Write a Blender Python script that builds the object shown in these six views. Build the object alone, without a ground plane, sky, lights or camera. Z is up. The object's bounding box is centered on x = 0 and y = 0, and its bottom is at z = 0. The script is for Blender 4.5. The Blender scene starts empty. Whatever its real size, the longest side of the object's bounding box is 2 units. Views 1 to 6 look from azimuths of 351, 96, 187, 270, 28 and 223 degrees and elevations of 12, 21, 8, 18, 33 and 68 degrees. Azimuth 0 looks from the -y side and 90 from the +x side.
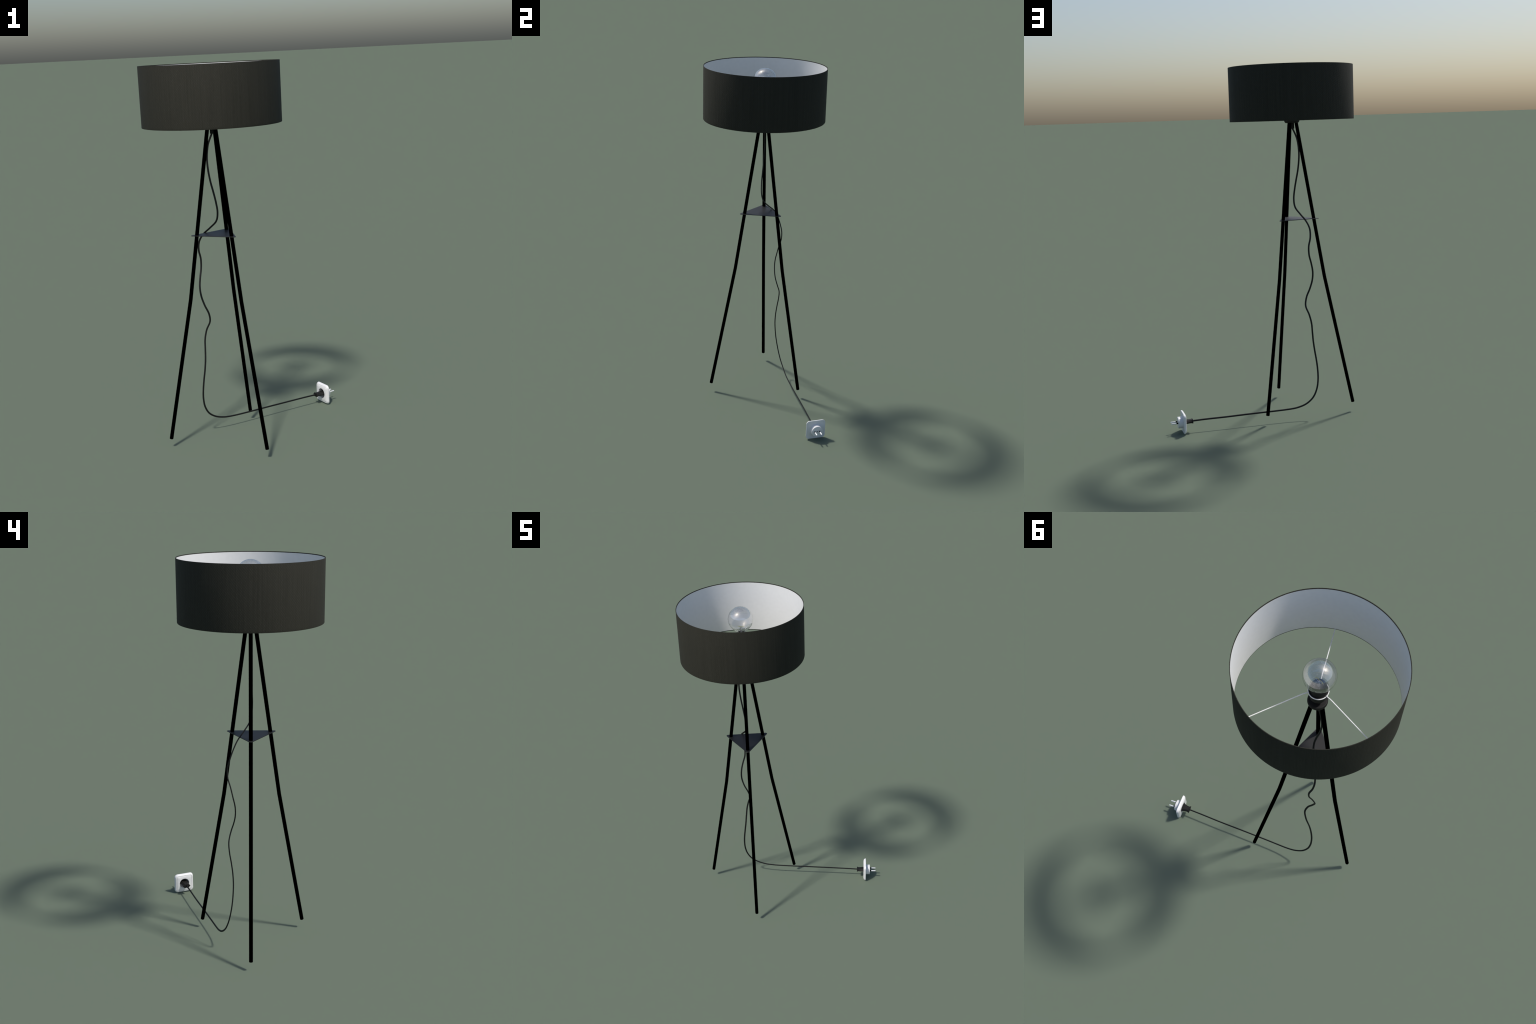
import bpy, bmesh, math, random
from mathutils import Vector, Matrix

random.seed(7)
PI = math.pi

# ------------------------------------------------------------------ frame
AXIS = Vector((-0.1662, -0.0565, 0.0))          # vertical axis of the lamp
SOCKET = Vector((0.452, 0.3557, 0.0572))        # centre of the wall plate's back
SOCKET_TURN = math.radians(22.8)

# ------------------------------------------------------------------ helpers
def new_object(name, mesh, parent=None, material=None, smooth=True, angle=35):
    ob = bpy.data.objects.new(name, mesh)
    bpy.context.scene.collection.objects.link(ob)
    if parent:
        ob.parent = parent
    if material:
        mesh.materials.append(material)
    if smooth:
        mesh.shade_smooth()
        if angle:
            mesh.set_sharp_from_angle(angle=math.radians(angle))
    return ob


def loft(rings, closed=False, cap_start=True, cap_end=True):
    """Mesh from a list of rings (each the same number of points)."""
    bm = bmesh.new()
    rows = [[bm.verts.new(p) for p in ring] for ring in rings]
    n = len(rows[0])
    pairs = list(zip(rows[:-1], rows[1:]))
    if closed:
        pairs.append((rows[-1], rows[0]))
    for a, b in pairs:
        for i in range(n):
            j = (i + 1) % n
            bm.faces.new((a[i], a[j], b[j], b[i]))
    if not closed:
        if cap_start:
            bm.faces.new(list(reversed(rows[0])))
        if cap_end:
            bm.faces.new(rows[-1])
    bmesh.ops.recalc_face_normals(bm, faces=bm.faces)
    me = bpy.data.meshes.new("part")
    bm.to_mesh(me)
    bm.free()
    return me


def circle(r, z, n):
    return [(r * math.cos(2 * PI * i / n), r * math.sin(2 * PI * i / n), z) for i in range(n)]


def lathe(profile, n=64, closed=False):
    """profile: (radius, z) pairs about the local z axis."""
    return loft([circle(max(r, 1e-5), z, n) for r, z in profile], closed)


def round_corners(points, radius, steps=4):
    """Fillet an open polyline of (r, z) points."""
    out = [points[0]]
    for a, b, c in zip(points, points[1:], points[2:]):
        a, b, c = Vector(a), Vector(b), Vector(c)
        k = min(radius, (a - b).length * 0.45, (c - b).length * 0.45)
        p, q = b + (a - b).normalized() * k, b + (c - b).normalized() * k
        for i in range(steps + 1):
            t = i / steps
            out.append(tuple(p * (1 - t) ** 2 + b * 2 * t * (1 - t) + q * t * t))
    out.append(points[-1])
    return out


def spline(points, per_span):
    pts = [Vector(p) for p in points]
    pts = [2 * pts[0] - pts[1]] + pts + [2 * pts[-1] - pts[-2]]
    out = []
    for i in range(1, len(pts) - 2):
        a, b, c, d = pts[i - 1:i + 3]
        for k in range(per_span):
            t = k / per_span
            out.append(0.5 * (2 * b + (c - a) * t + (2 * a - 5 * b + 4 * c - d) * t * t
                              + (3 * b - a - 3 * c + d) * t ** 3))
    out.append(pts[-2])
    return out


def sweep(path, wide, thin, start_side, n=16, bevel=0.0):
    """Tube of elliptical section carried along a path by parallel transport."""
    path = [Vector(p) for p in path]
    side = Vector(start_side)
    rings = []
    for i, p in enumerate(path):
        t = (path[min(i + 1, len(path) - 1)] - path[max(i - 1, 0)]).normalized()
        side = (side - t * side.dot(t)).normalized()
        up = t.cross(side)
        rings.append((p, t, side.copy(), up))

    def ring(p, side, up, k=1.0):
        return [p + side * (wide * k * math.cos(2 * PI * j / n)) + up * (thin * k * math.sin(2 * PI * j / n))
                for j in range(n)]
    rows = []
    if bevel:
        p, t, s, u = rings[0]
        rows.append(ring(p, s, u, 1 - bevel / wide))
        rings[0] = (p + t * bevel, t, s, u)
        p, t, s, u = rings[-1]
        rings[-1] = (p - t * bevel, t, s, u)
        last = ring(p, s, u, 1 - bevel / wide)
    rows += [ring(p, s, u) for p, t, s, u in rings]
    if bevel:
        rows.append(last)
    return loft(rows)


def join_meshes(meshes):
    bm = bmesh.new()
    for m in meshes:
        bm.from_mesh(m)
        bpy.data.meshes.remove(m)
    me = bpy.data.meshes.new("part")
    bm.to_mesh(me)
    bm.free()
    return me

# ------------------------------------------------------------------ materials
def material(name, colour, rough=0.5, spec=0.5, **extra):
    m = bpy.data.materials.new(name)
    m.use_nodes = True
    b = m.node_tree.nodes["Principled BSDF"]
    b.inputs["Base Color"].default_value = (*colour, 1)
    b.inputs["Roughness"].default_value = rough
    b.inputs["Specular IOR Level"].default_value = spec
    for k, v in extra.items():
        b.inputs[k.replace("_", " ")].default_value = v
    return m


def grain(m, amount=0.15, scale=300.0, bump=0.0):
    """Fine mottling of a plain material's colour, with an optional bump."""
    nt = m.node_tree
    b = nt.nodes["Principled BSDF"]
    base = b.inputs["Base Color"].default_value[:3]
    tc = nt.nodes.new("ShaderNodeTexCoord")
    no = nt.nodes.new("ShaderNodeTexNoise")
    no.inputs["Scale"].default_value = scale
    no.inputs["Detail"].default_value = 3
    nt.links.new(tc.outputs["Object"], no.inputs["Vector"])
    ra = nt.nodes.new("ShaderNodeValToRGB")
    ra.color_ramp.elements[0].position = 0.3
    ra.color_ramp.elements[1].position = 0.7
    ra.color_ramp.elements[0].color = (*[c * (1 - amount) for c in base], 1)
    ra.color_ramp.elements[1].color = (*[c * (1 + amount) for c in base], 1)
    nt.links.new(no.outputs["Fac"], ra.inputs["Fac"])
    nt.links.new(ra.outputs["Color"], b.inputs["Base Color"])
    if bump:
        bu = nt.nodes.new("ShaderNodeBump")
        bu.inputs["Strength"].default_value = bump
        bu.inputs["Distance"].default_value = 0.0005
        nt.links.new(no.outputs["Fac"], bu.inputs["Height"])
        nt.links.new(bu.outputs["Normal"], b.inputs["Normal"])
    return m


def fabric_material():
    """Dark woven cloth: vertical warp streaks, staggered weave dots."""
    m = material("black_brown_woven_fabric", (0.03, 0.028, 0.024), rough=0.8, spec=0.34)
    nt = m.node_tree
    N, L = nt.nodes, nt.links
    b = N["Principled BSDF"]

    def mth(op, a, c=None, d=None):
        n = N.new("ShaderNodeMath")
        n.operation = op
        for i, v in enumerate((a, c, d)):
            if v is None:
                continue
            if isinstance(v, (int, float)):
                n.inputs[i].default_value = v
            else:
                L.new(v, n.inputs[i])
        return n.outputs[0]

    tc = N.new("ShaderNodeTexCoord")
    sx = N.new("ShaderNodeSeparateXYZ")
    L.new(tc.outputs["Object"], sx.inputs[0])
    u = mth("MULTIPLY", mth("ARCTAN2", sx.outputs["Y"], sx.outputs["X"]), 0.351)   # metres round the drum
    v = sx.outputs["Z"]

    def tex(su, sv, detail, rough=0.5):
        c = N.new("ShaderNodeCombineXYZ")
        L.new(mth("MULTIPLY", u, su), c.inputs[0])
        L.new(mth("MULTIPLY", v, sv), c.inputs[1])
        t = N.new("ShaderNodeTexNoise")
        t.inputs["Scale"].default_value = 1.0
        t.inputs["Detail"].default_value = detail
        t.inputs["Roughness"].default_value = rough
        L.new(c.outputs[0], t.inputs["Vector"])
        return t.outputs["Fac"]

    # woven threads: columns 5.6 mm apart, floats staggered from column to column
    pitch_u, pitch_v = 0.0056, 0.0125
    col = mth("DIVIDE", u, pitch_u)
    odd = mth("MODULO", mth("ABSOLUTE", mth("FLOOR", col)), 2.0)
    row = mth("ADD", mth("DIVIDE", v, pitch_v), mth("MULTIPLY", odd, 0.5))
    cu = mth("ABSOLUTE", mth("SUBTRACT", mth("FRACT", col), 0.5))
    rv = mth("ABSOLUTE", mth("SUBTRACT", mth("FRACT", row), 0.5))
    dot = mth("SUBTRACT", 1.0, mth("MULTIPLY", 2.4, mth("SQRT", mth("ADD", mth("POWER", cu, 2.0), mth("POWER", rv, 2.0)))))
    dot = mth("MAXIMUM", dot, 0.0)
    # random strength per float, used in both the base colour and the bump
    cell = N.new("ShaderNodeCombineXYZ")
    L.new(mth("FLOOR", col), cell.inputs[0])
    L.new(mth("FLOOR", row), cell.inputs[1])
    wn = N.new("ShaderNodeTexWhiteNoise")
    L.new(cell.outputs[0], wn.inputs["Vector"])
    dots = mth("MULTIPLY", dot, mth("ADD", 0.3, mth("MULTIPLY", wn.outputs["Value"], 0.9)))

    streak = tex(180, 3.0, 2)
    patch = tex(9, 9, 2)
    yarn = tex(520, 60, 1)
    mask = mth("ADD", mth("MULTIPLY", streak, 0.45), mth("MULTIPLY", yarn, 0.30))
    mask = mth("ADD", mask, mth("MULTIPLY", tex(34, 0.8, 2), 0.20))
    mask = mth("ADD", mask, mth("MULTIPLY", dots, mth("MULTIPLY", patch, 0.48)))
    ra = N.new("ShaderNodeValToRGB")
    ra.color_ramp.elements[0].position = 0.2
    ra.color_ramp.elements[0].color = (0.0122, 0.0117, 0.0070, 1)
    ra.color_ramp.elements[1].position = 0.95
    ra.color_ramp.elements[1].color = (0.0350, 0.0338, 0.0248, 1)
    L.new(mask, ra.inputs["Fac"])
    L.new(ra.outputs["Color"], b.inputs["Base Color"])
    bu = N.new("ShaderNodeBump")
    bu.inputs["Strength"].default_value = 0.6
    bu.inputs["Distance"].default_value = 0.0006
    L.new(mth("ADD", dots, mth("MULTIPLY", yarn, 0.6)), bu.inputs["Height"])
    L.new(bu.outputs["Normal"], b.inputs["Normal"])
    return m


FABRIC = fabric_material()
LINING = grain(material("white_shade_lining", (0.80, 0.80, 0.80), rough=0.7, spec=0.2), 0.015, 60)
BLACK_STEEL = material("matt_black_steel", (0.0, 0.0, 0.0), rough=1.0, spec=0.0)
SHELF_STEEL = grain(material("dark_grey_powder_coat", (0.0045, 0.0045, 0.0048), rough=0.5, spec=0.5), 0.1, 500, 0.05)
HOLDER_PLASTIC = grain(material("black_holder_plastic", (0.011, 0.011, 0.011), rough=0.6, spec=0.2), 0.1, 400)
CORD_RUBBER = grain(material("black_cord_rubber", (0.011, 0.011, 0.011), rough=0.6, spec=0.25), 0.12, 600)
PLUG_PLASTIC = grain(material("black_plug_plastic", (0.012, 0.012, 0.012), rough=0.6, spec=0.2), 0.1, 500)
WHITE_WIRE = material("white_enamelled_wire", (0.85, 0.85, 0.85), rough=0.4, spec=0.4)
WHITE_PLASTIC = grain(material("white_socket_plastic", (0.80, 0.80, 0.80), rough=0.3, spec=0.5), 0.01, 40)
PIN_METAL = material("nickel_pin_metal", (0.9, 0.9, 0.9), rough=0.35, spec=0.5, Metallic=0.15)
GLASS = material("clear_bulb_glass", (1, 1, 1), rough=0.02, spec=0.5, Transmission_Weight=1.0, IOR=2.35)
FILAMENT = material("yellow_brass_filament", (0.85, 0.78, 0.06), rough=0.4, spec=0.5)
SUPPORT = material("grey_support_wire", (0.7, 0.7, 0.74), rough=0.3, spec=0.5, Metallic=0.4)
CAP_METAL = grain(material("dull_dark_bulb_cap", (0.03, 0.03, 0.03), rough=0.5, spec=0.4), 0.1, 300)

# ------------------------------------------------------------------ lamp
lamp = bpy.data.objects.new("floor_lamp", None)
bpy.context.scene.collection.objects.link(lamp)
lamp.location = AXIS
lamp["label"] = "black tripod floor lamp with dark fabric drum shade"
lamp["category"] = "floor lamp"

# ---- drum shade: cloth wall with turned-over rims, white lining inside
R, TOP, BOTTOM, WALL = 0.3512, 2.0, 1.699, 0.0032
wall = round_corners([(R, BOTTOM + 0.01), (R, TOP), (R - WALL, TOP), (R - WALL, BOTTOM), (R, BOTTOM), (R, BOTTOM + 0.0099)], 0.0006, 2)
shade = new_object("lampshade", lathe(wall[:-1], 192, closed=True), lamp, FABRIC, angle=50)
lining = [(R - WALL + 0.0008, BOTTOM + 0.0045), (R - WALL + 0.0008, TOP - 0.0043),
          (R - WALL - 0.0002, TOP - 0.0043), (R - WALL - 0.0002, BOTTOM + 0.0045)]
new_object("shade_lining", lathe(lining, 192, closed=True), shade, LINING, angle=50)

# ---- white wire carrier: ring on the holder, three arms down to the rim
RING_R, RING_Z, WIRE = 0.0424, 1.7938, 0.0022
ring_rows = []
for i in range(64):
    a = 2 * PI * i / 64
    ring_rows.append([((RING_R + WIRE * math.cos(b)) * math.cos(a), (RING_R + WIRE * math.cos(b)) * math.sin(a),
                       RING_Z + 1.2 * WIRE * math.sin(b)) for b in [2 * PI * k / 12 for k in range(12)]])
carrier = new_object("shade_carrier", loft(ring_rows, closed=True), lamp, WHITE_WIRE)
arm_path = [(RING_R - 0.001, 0, 1.7985), (0.062, 0, 1.7990)]
arm_path += [(0.066, 0, 1.7985), (0.071, 0, 1.7976), (0.076, 0, 1.7960)]
arm_path += [(0.2694, 0, 1.7315), (R - WALL, 0, 1.7040)]
arm_mesh = sweep(arm_path, WIRE, WIRE, (0, 1, 0), 10)
for k in range(3):
    arm = new_object("carrier_arm", arm_mesh, carrier, None if k else WHITE_WIRE, smooth=(k == 0))
    arm.rotation_euler[2] = math.radians(60 + 120 * k)

# ---- lamp holder: hub disc over the legs, cord nipple below, cup above
hub = round_corners([(0.0, 1.684), (0.0365, 1.684), (0.0435, 1.6935), (0.0435, 1.711), (0.0, 1.711)], 0.006, 5)
holder = new_object("lamp_holder", lathe(hub, 64), lamp, HOLDER_PLASTIC, angle=30)
nipple = round_corners([(0.0, 1.652), (0.0132, 1.652), (0.0132, 1.686), (0.0, 1.686)], 0.001, 2)
new_object("cord_nipple", lathe(nipple, 32), holder, HOLDER_PLASTIC)
cup = round_corners([(0.0, 1.7095), (0.021, 1.7095), (0.021, 1.728), (0.0345, 1.741), (0.0355, 1.786),
                     (0.0405, 1.787), (0.0405, 1.7915), (0.0345, 1.793), (0.0335, 1.832), (0.0300, 1.835), (0.0275, 1.833),
                     (0.0275, 1.80), (0.0, 1.80)], 0.003, 3)
new_object("bulb_cup", lathe(cup, 64), holder, HOLDER_PLASTIC, angle=40)

# ---- globe bulb: thin glass shell, black cap, stem, filament on supports
BC, BR = 1.9205, 0.0700
outer = []
neck_r = 0.0265
for i in range(25):
    a = PI / 2 - (PI / 2 + 0.85) * i / 24
    outer.append((max(BR * math.cos(a), 1e-5), BC + BR * math.sin(a)))
r1, z1 = outer[-1]
for t in (0.25, 0.5, 0.75, 1.0):
    s = t * t * (3 - 2 * t)
    outer.append((r1 + (neck_r - r1) * (1 - (1 - t) ** 2), z1 + (1.822 - z1) * t))
inner = [(max(r - 0.00025, 1e-5), z - 0.00025 * (z - BC) / BR) for r, z in reversed(outer)]
bulb = new_object("light_bulb", lathe(outer + inner, 64), lamp, GLASS, angle=60)
cap = round_corners([(0.0, 1.8005), (0.0245, 1.8005), (0.0245, 1.834), (0.020, 1.8365), (0.0, 1.8365)], 0.002, 2)
new_object("bulb_cap", lathe(cap, 48), bulb, CAP_METAL)
stem = round_corners([(0.0, 1.836), (0.0090, 1.836), (0.0038, 1.848), (0.0028, 1.868), (0.0042, 1.872), (0.0, 1.875)], 0.002, 3)
new_object("glass_stem", lathe(stem, 24), bulb, SUPPORT)
FILA, FILB = Vector((0.0203, 0.0014, 1.8766)), Vector((-0.0196, 0.0005, 1.8755))
mid = (FILA + FILB) / 2 + Vector((0.001, -0.003, 0.001))
fil = spline([FILA, (FILA * 0.6 + mid * 0.4) + Vector((0.002, -0.003, 0.001)), mid,
              (FILB * 0.6 + mid * 0.4) + Vector((0.002, -0.003, 0.001)), FILB], 6)
filament = new_object("filament", sweep(fil, 0.0011, 0.0011, (0, 0, 1), 8), bulb, FILAMENT)
wires = [sweep(spline([(0.002, 0.002, 1.872), FILA * 0.5 + Vector((0.001, 0.001, 0.5 * 1.872)), FILA], 4), 0.0006, 0.0006, (1, 0, 0), 8),
         sweep(spline([(-0.002, -0.001, 1.872), FILB * 0.5 + Vector((-0.001, 0, 0.5 * 1.872)), FILB], 4), 0.0006, 0.0006, (1, 0, 0), 8)]
for k in range(4):  # four pale wires modelled for the highlight arcs over the cap dome
    a = PI / 4 + k * PI / 2
    d = Vector((math.cos(a), math.sin(a), 0))
    wires.append(sweep(spline([d * 0.006 + Vector((0, 0, 1.868)), d * 0.013 + Vector((0, 0, 1.862)),
                               d * 0.017 + Vector((0, 0, 1.850)), d * 0.018 + Vector((0, 0, 1.836))], 4), 0.0008, 0.0008, (0, 0, 1), 8))
supports = new_object("filament_support", join_meshes(wires), bulb, SUPPORT)
supports["kind"] = "stuff"

# ---- three bent legs
LEG_R = 0.0099
knee = Vector((0.1635, 0, 0.803))
leg_path = [Vector((0.0240, 0, 1.690)), knee + (Vector((0.0240, 0, 1.690)) - knee) * 0.012, knee,
            knee + (Vector((0.3138, 0, 0.0497)) - knee) * 0.012, Vector((0.3138, 0, 0.0497))]
leg_mesh = sweep(leg_path, LEG_R, LEG_R, (0, 1, 0), 24, bevel=0.0015)
for k in range(3):
    leg = new_object("leg", leg_mesh, lamp, None if k else BLACK_STEEL, smooth=(k == 0))
    leg.rotation_euler[2] = math.radians(180 - 120 * k)

# ---- triangular brace shelf with rounded tips
TIP, FIL, SHELF_Z, SHELF_T = 0.1396, 0.0088, 1.1408, 0.0030
outline = []
for k in range(3):
    a0 = PI + k * 2 * PI / 3
    c = Vector((math.cos(a0), math.sin(a0), 0)) * (TIP - FIL)
    for i in range(9):
        a = a0 - PI / 3 + (2 * PI / 3) * i / 8
        outline.append(c + Vector((math.cos(a), math.sin(a), 0)) * FIL)

def shelf_ring(z, inset):
    return [Vector((p.x, p.y, z)) * 1.0 - Vector((p.x, p.y, 0)).normalized() * inset for p in outline]

shelf_mesh = loft([shelf_ring(SHELF_Z - SHELF_T, 0.0006), shelf_ring(SHELF_Z - SHELF_T + 0.0005, 0),
                   shelf_ring(SHELF_Z - 0.0005, 0), shelf_ring(SHELF_Z, 0.0006)])
new_object("brace_shelf", shelf_mesh, lamp, SHELF_STEEL, angle=25)

# ---- flat twin cord hanging in waves, then running to the plug (world points)
CORD = [(-0.1662, -0.0555, 1.662), (-0.1704, -0.0545, 1.6513), (-0.192, -0.0536, 1.5992), (-0.2012, -0.0535, 1.5376),
        (-0.2003, -0.0565, 1.4779), (-0.1925, -0.0585, 1.4167), (-0.1810, -0.0615, 1.3611), (-0.1705, -0.0634, 1.3065),
        (-0.1645, -0.0608, 1.2525), (-0.1725, -0.0492, 1.2051), (-0.2041, -0.0224, 1.1672), (-0.2372, 0.0073, 1.1317),
        (-0.2590, 0.0288, 1.0897), (-0.2625, 0.0460, 1.0406), (-0.2535, 0.0590, 0.9922), (-0.2545, 0.0580, 0.9423),
        (-0.2636, 0.0445, 0.8952), (-0.2700, 0.0330, 0.8460), (-0.2662, 0.0230, 0.7965), (-0.2509, 0.0224, 0.7449),
        (-0.2310, 0.0310, 0.6961), (-0.2260, 0.0459, 0.6477), (-0.2455, 0.0565, 0.5997), (-0.2575, 0.0535, 0.5476),
        (-0.2605, 0.0449, 0.4931), (-0.2636, 0.0380, 0.4382), (-0.2700, 0.0347, 0.3831), (-0.2784, 0.0363, 0.3282),
        (-0.2846, 0.0413, 0.2732), (-0.2865, 0.0500, 0.2190), (-0.2796, 0.0625, 0.1657), (-0.2583, 0.0795, 0.1184),
        (-0.2209, 0.0999, 0.0863), (-0.1736, 0.1183, 0.0695), (-0.1225, 0.1363, 0.0638), (-0.0450, 0.1648, 0.0620),
        (0.0855, 0.2148, 0.0613), (0.2158, 0.2655, 0.0598), (0.3200, 0.3040, 0.0595), (0.4040, 0.3356, 0.0577)]
cord_path = [p - AXIS for p in spline(CORD, 6)]
new_object("power_cord", sweep(cord_path, 0.0049, 0.0033, (1, 0, 0), 14), lamp, CORD_RUBBER)

# ---- flat two-pin plug, in the socket's frame (local +x = pin direction)
def plug_ring(x, w, t):
    flat = 0.55
    return [(x, w, 0), (x, w * flat, t), (x, -w * flat, t), (x, -w, 0), (x, -w * flat, -t), (x, w * flat, -t)]

plug_mesh = loft([plug_ring(x, w, t) for x, w, t in [
    (-0.0580, 0.0215, 0.0105), (-0.0575, 0.0230, 0.0118), (-0.0550, 0.0230, 0.0118), (-0.0543, 0.0190, 0.0102),
    (-0.0480, 0.0175, 0.0098), (-0.0380, 0.0183, 0.0098), (-0.0280, 0.0208, 0.0100), (-0.0180, 0.0245, 0.0102),
    (-0.0080, 0.0270, 0.0104), (0.0180, 0.0272, 0.0104)]])
plug = new_object("power_plug", plug_mesh, lamp, PLUG_PLASTIC, angle=28)
bev = plug.modifiers.new("soft_edges", "BEVEL")
bev.width, bev.segments, bev.limit_method = 0.0006, 2, "ANGLE"
plug.location = SOCKET - AXIS
plug.rotation_euler[2] = SOCKET_TURN

def rod(r, x0, x1, tip, n=20):
    prof = [(0.0, x0), (r, x0), (r, x1 - tip), (r * 0.8, x1 - tip * 0.3), (r * 0.4, x1), (0.0, x1)]
    me = lathe(prof, n)
    me.transform(Matrix.Rotation(PI / 2, 4, "Y"))
    return me

pin_mesh = rod(0.0038, 0.0365, 0.0650, 0.002)
sleeve_mesh = rod(0.0036, 0.010, 0.0372, 0.0001)
for k, y in enumerate((-0.0143, 0.0143)):
    sleeve = new_object("pin_sleeve", sleeve_mesh, plug, None if k else BLACK_STEEL, smooth=(k == 0))
    sleeve.location = (0, y, 0.0007)
    pin = new_object("plug_pin", pin_mesh, plug, None if k else PIN_METAL, smooth=(k == 0))
    pin.location = (0, y, 0.0007)

# ------------------------------------------------------------------ wall socket
socket = bpy.data.objects.new("wall_socket", None)
bpy.context.scene.collection.objects.link(socket)
socket.location = SOCKET
socket.rotation_euler[2] = SOCKET_TURN
socket["label"] = "white square wall socket with round recess and back boss"
socket["category"] = "wall socket"
NS = 128

def square_ring(x, h, rc):
    out = []
    for i in range(NS):
        a = 2 * PI * i / NS
        c, s = math.cos(a), math.sin(a)
        ax_, ay_ = abs(c), abs(s)
        t = h / max(ax_, ay_)
        px, py = t * ax_, t * ay_
        k = h - rc
        if px > k and py > k:                       # inside the corner: meet the fillet circle
            bq = k * (ax_ + ay_)
            t = bq + math.sqrt(max(bq * bq - (2 * k * k - rc * rc), 0))
        out.append((x, t * c, t * s))
    return out

def round_ring(x, r):
    return [(x, r * math.cos(2 * PI * i / NS), r * math.sin(2 * PI * i / NS)) for i in range(NS)]

plate_rows = [round_ring(0.020, 0.0278), round_ring(-0.0145, 0.0285), round_ring(-0.0153, 0.0292),
              square_ring(-0.0153, 0.0434, 0.009), square_ring(-0.0148, 0.0443, 0.010),
              square_ring(-0.0124, 0.0449, 0.010), square_ring(-0.0122, 0.0468, 0.011),
              square_ring(-0.0141, 0.0474, 0.012), square_ring(-0.0134, 0.0498, 0.014), square_ring(-0.0116, 0.0524, 0.016),
              square_ring(-0.0090, 0.0546, 0.0178), square_ring(-0.0062, 0.0560, 0.0186), square_ring(-0.0030, 0.0568, 0.019),
              square_ring(-0.0008, 0.0570, 0.019), square_ring(0.0, 0.0562, 0.0185),
              square_ring(0.0, 0.0500, 0.015), square_ring(-0.0008, 0.0494, 0.015), round_ring(-0.0008, 0.0370),
              round_ring(0.0, 0.0345), round_ring(0.0012, 0.0325), round_ring(0.0120, 0.0322), round_ring(0.0124, 0.0318),
              round_ring(0.0130, 0.0318), round_ring(0.0134, 0.0320),
              round_ring(0.0262, 0.0318), round_ring(0.0268, 0.0312)]
new_object("socket_plate", loft(plate_rows), socket, WHITE_PLASTIC, angle=32)
screw = rod(0.0032, 0.0262, 0.0271, 0.0001)
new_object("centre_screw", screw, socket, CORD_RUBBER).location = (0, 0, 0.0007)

bpy.context.view_layer.update()
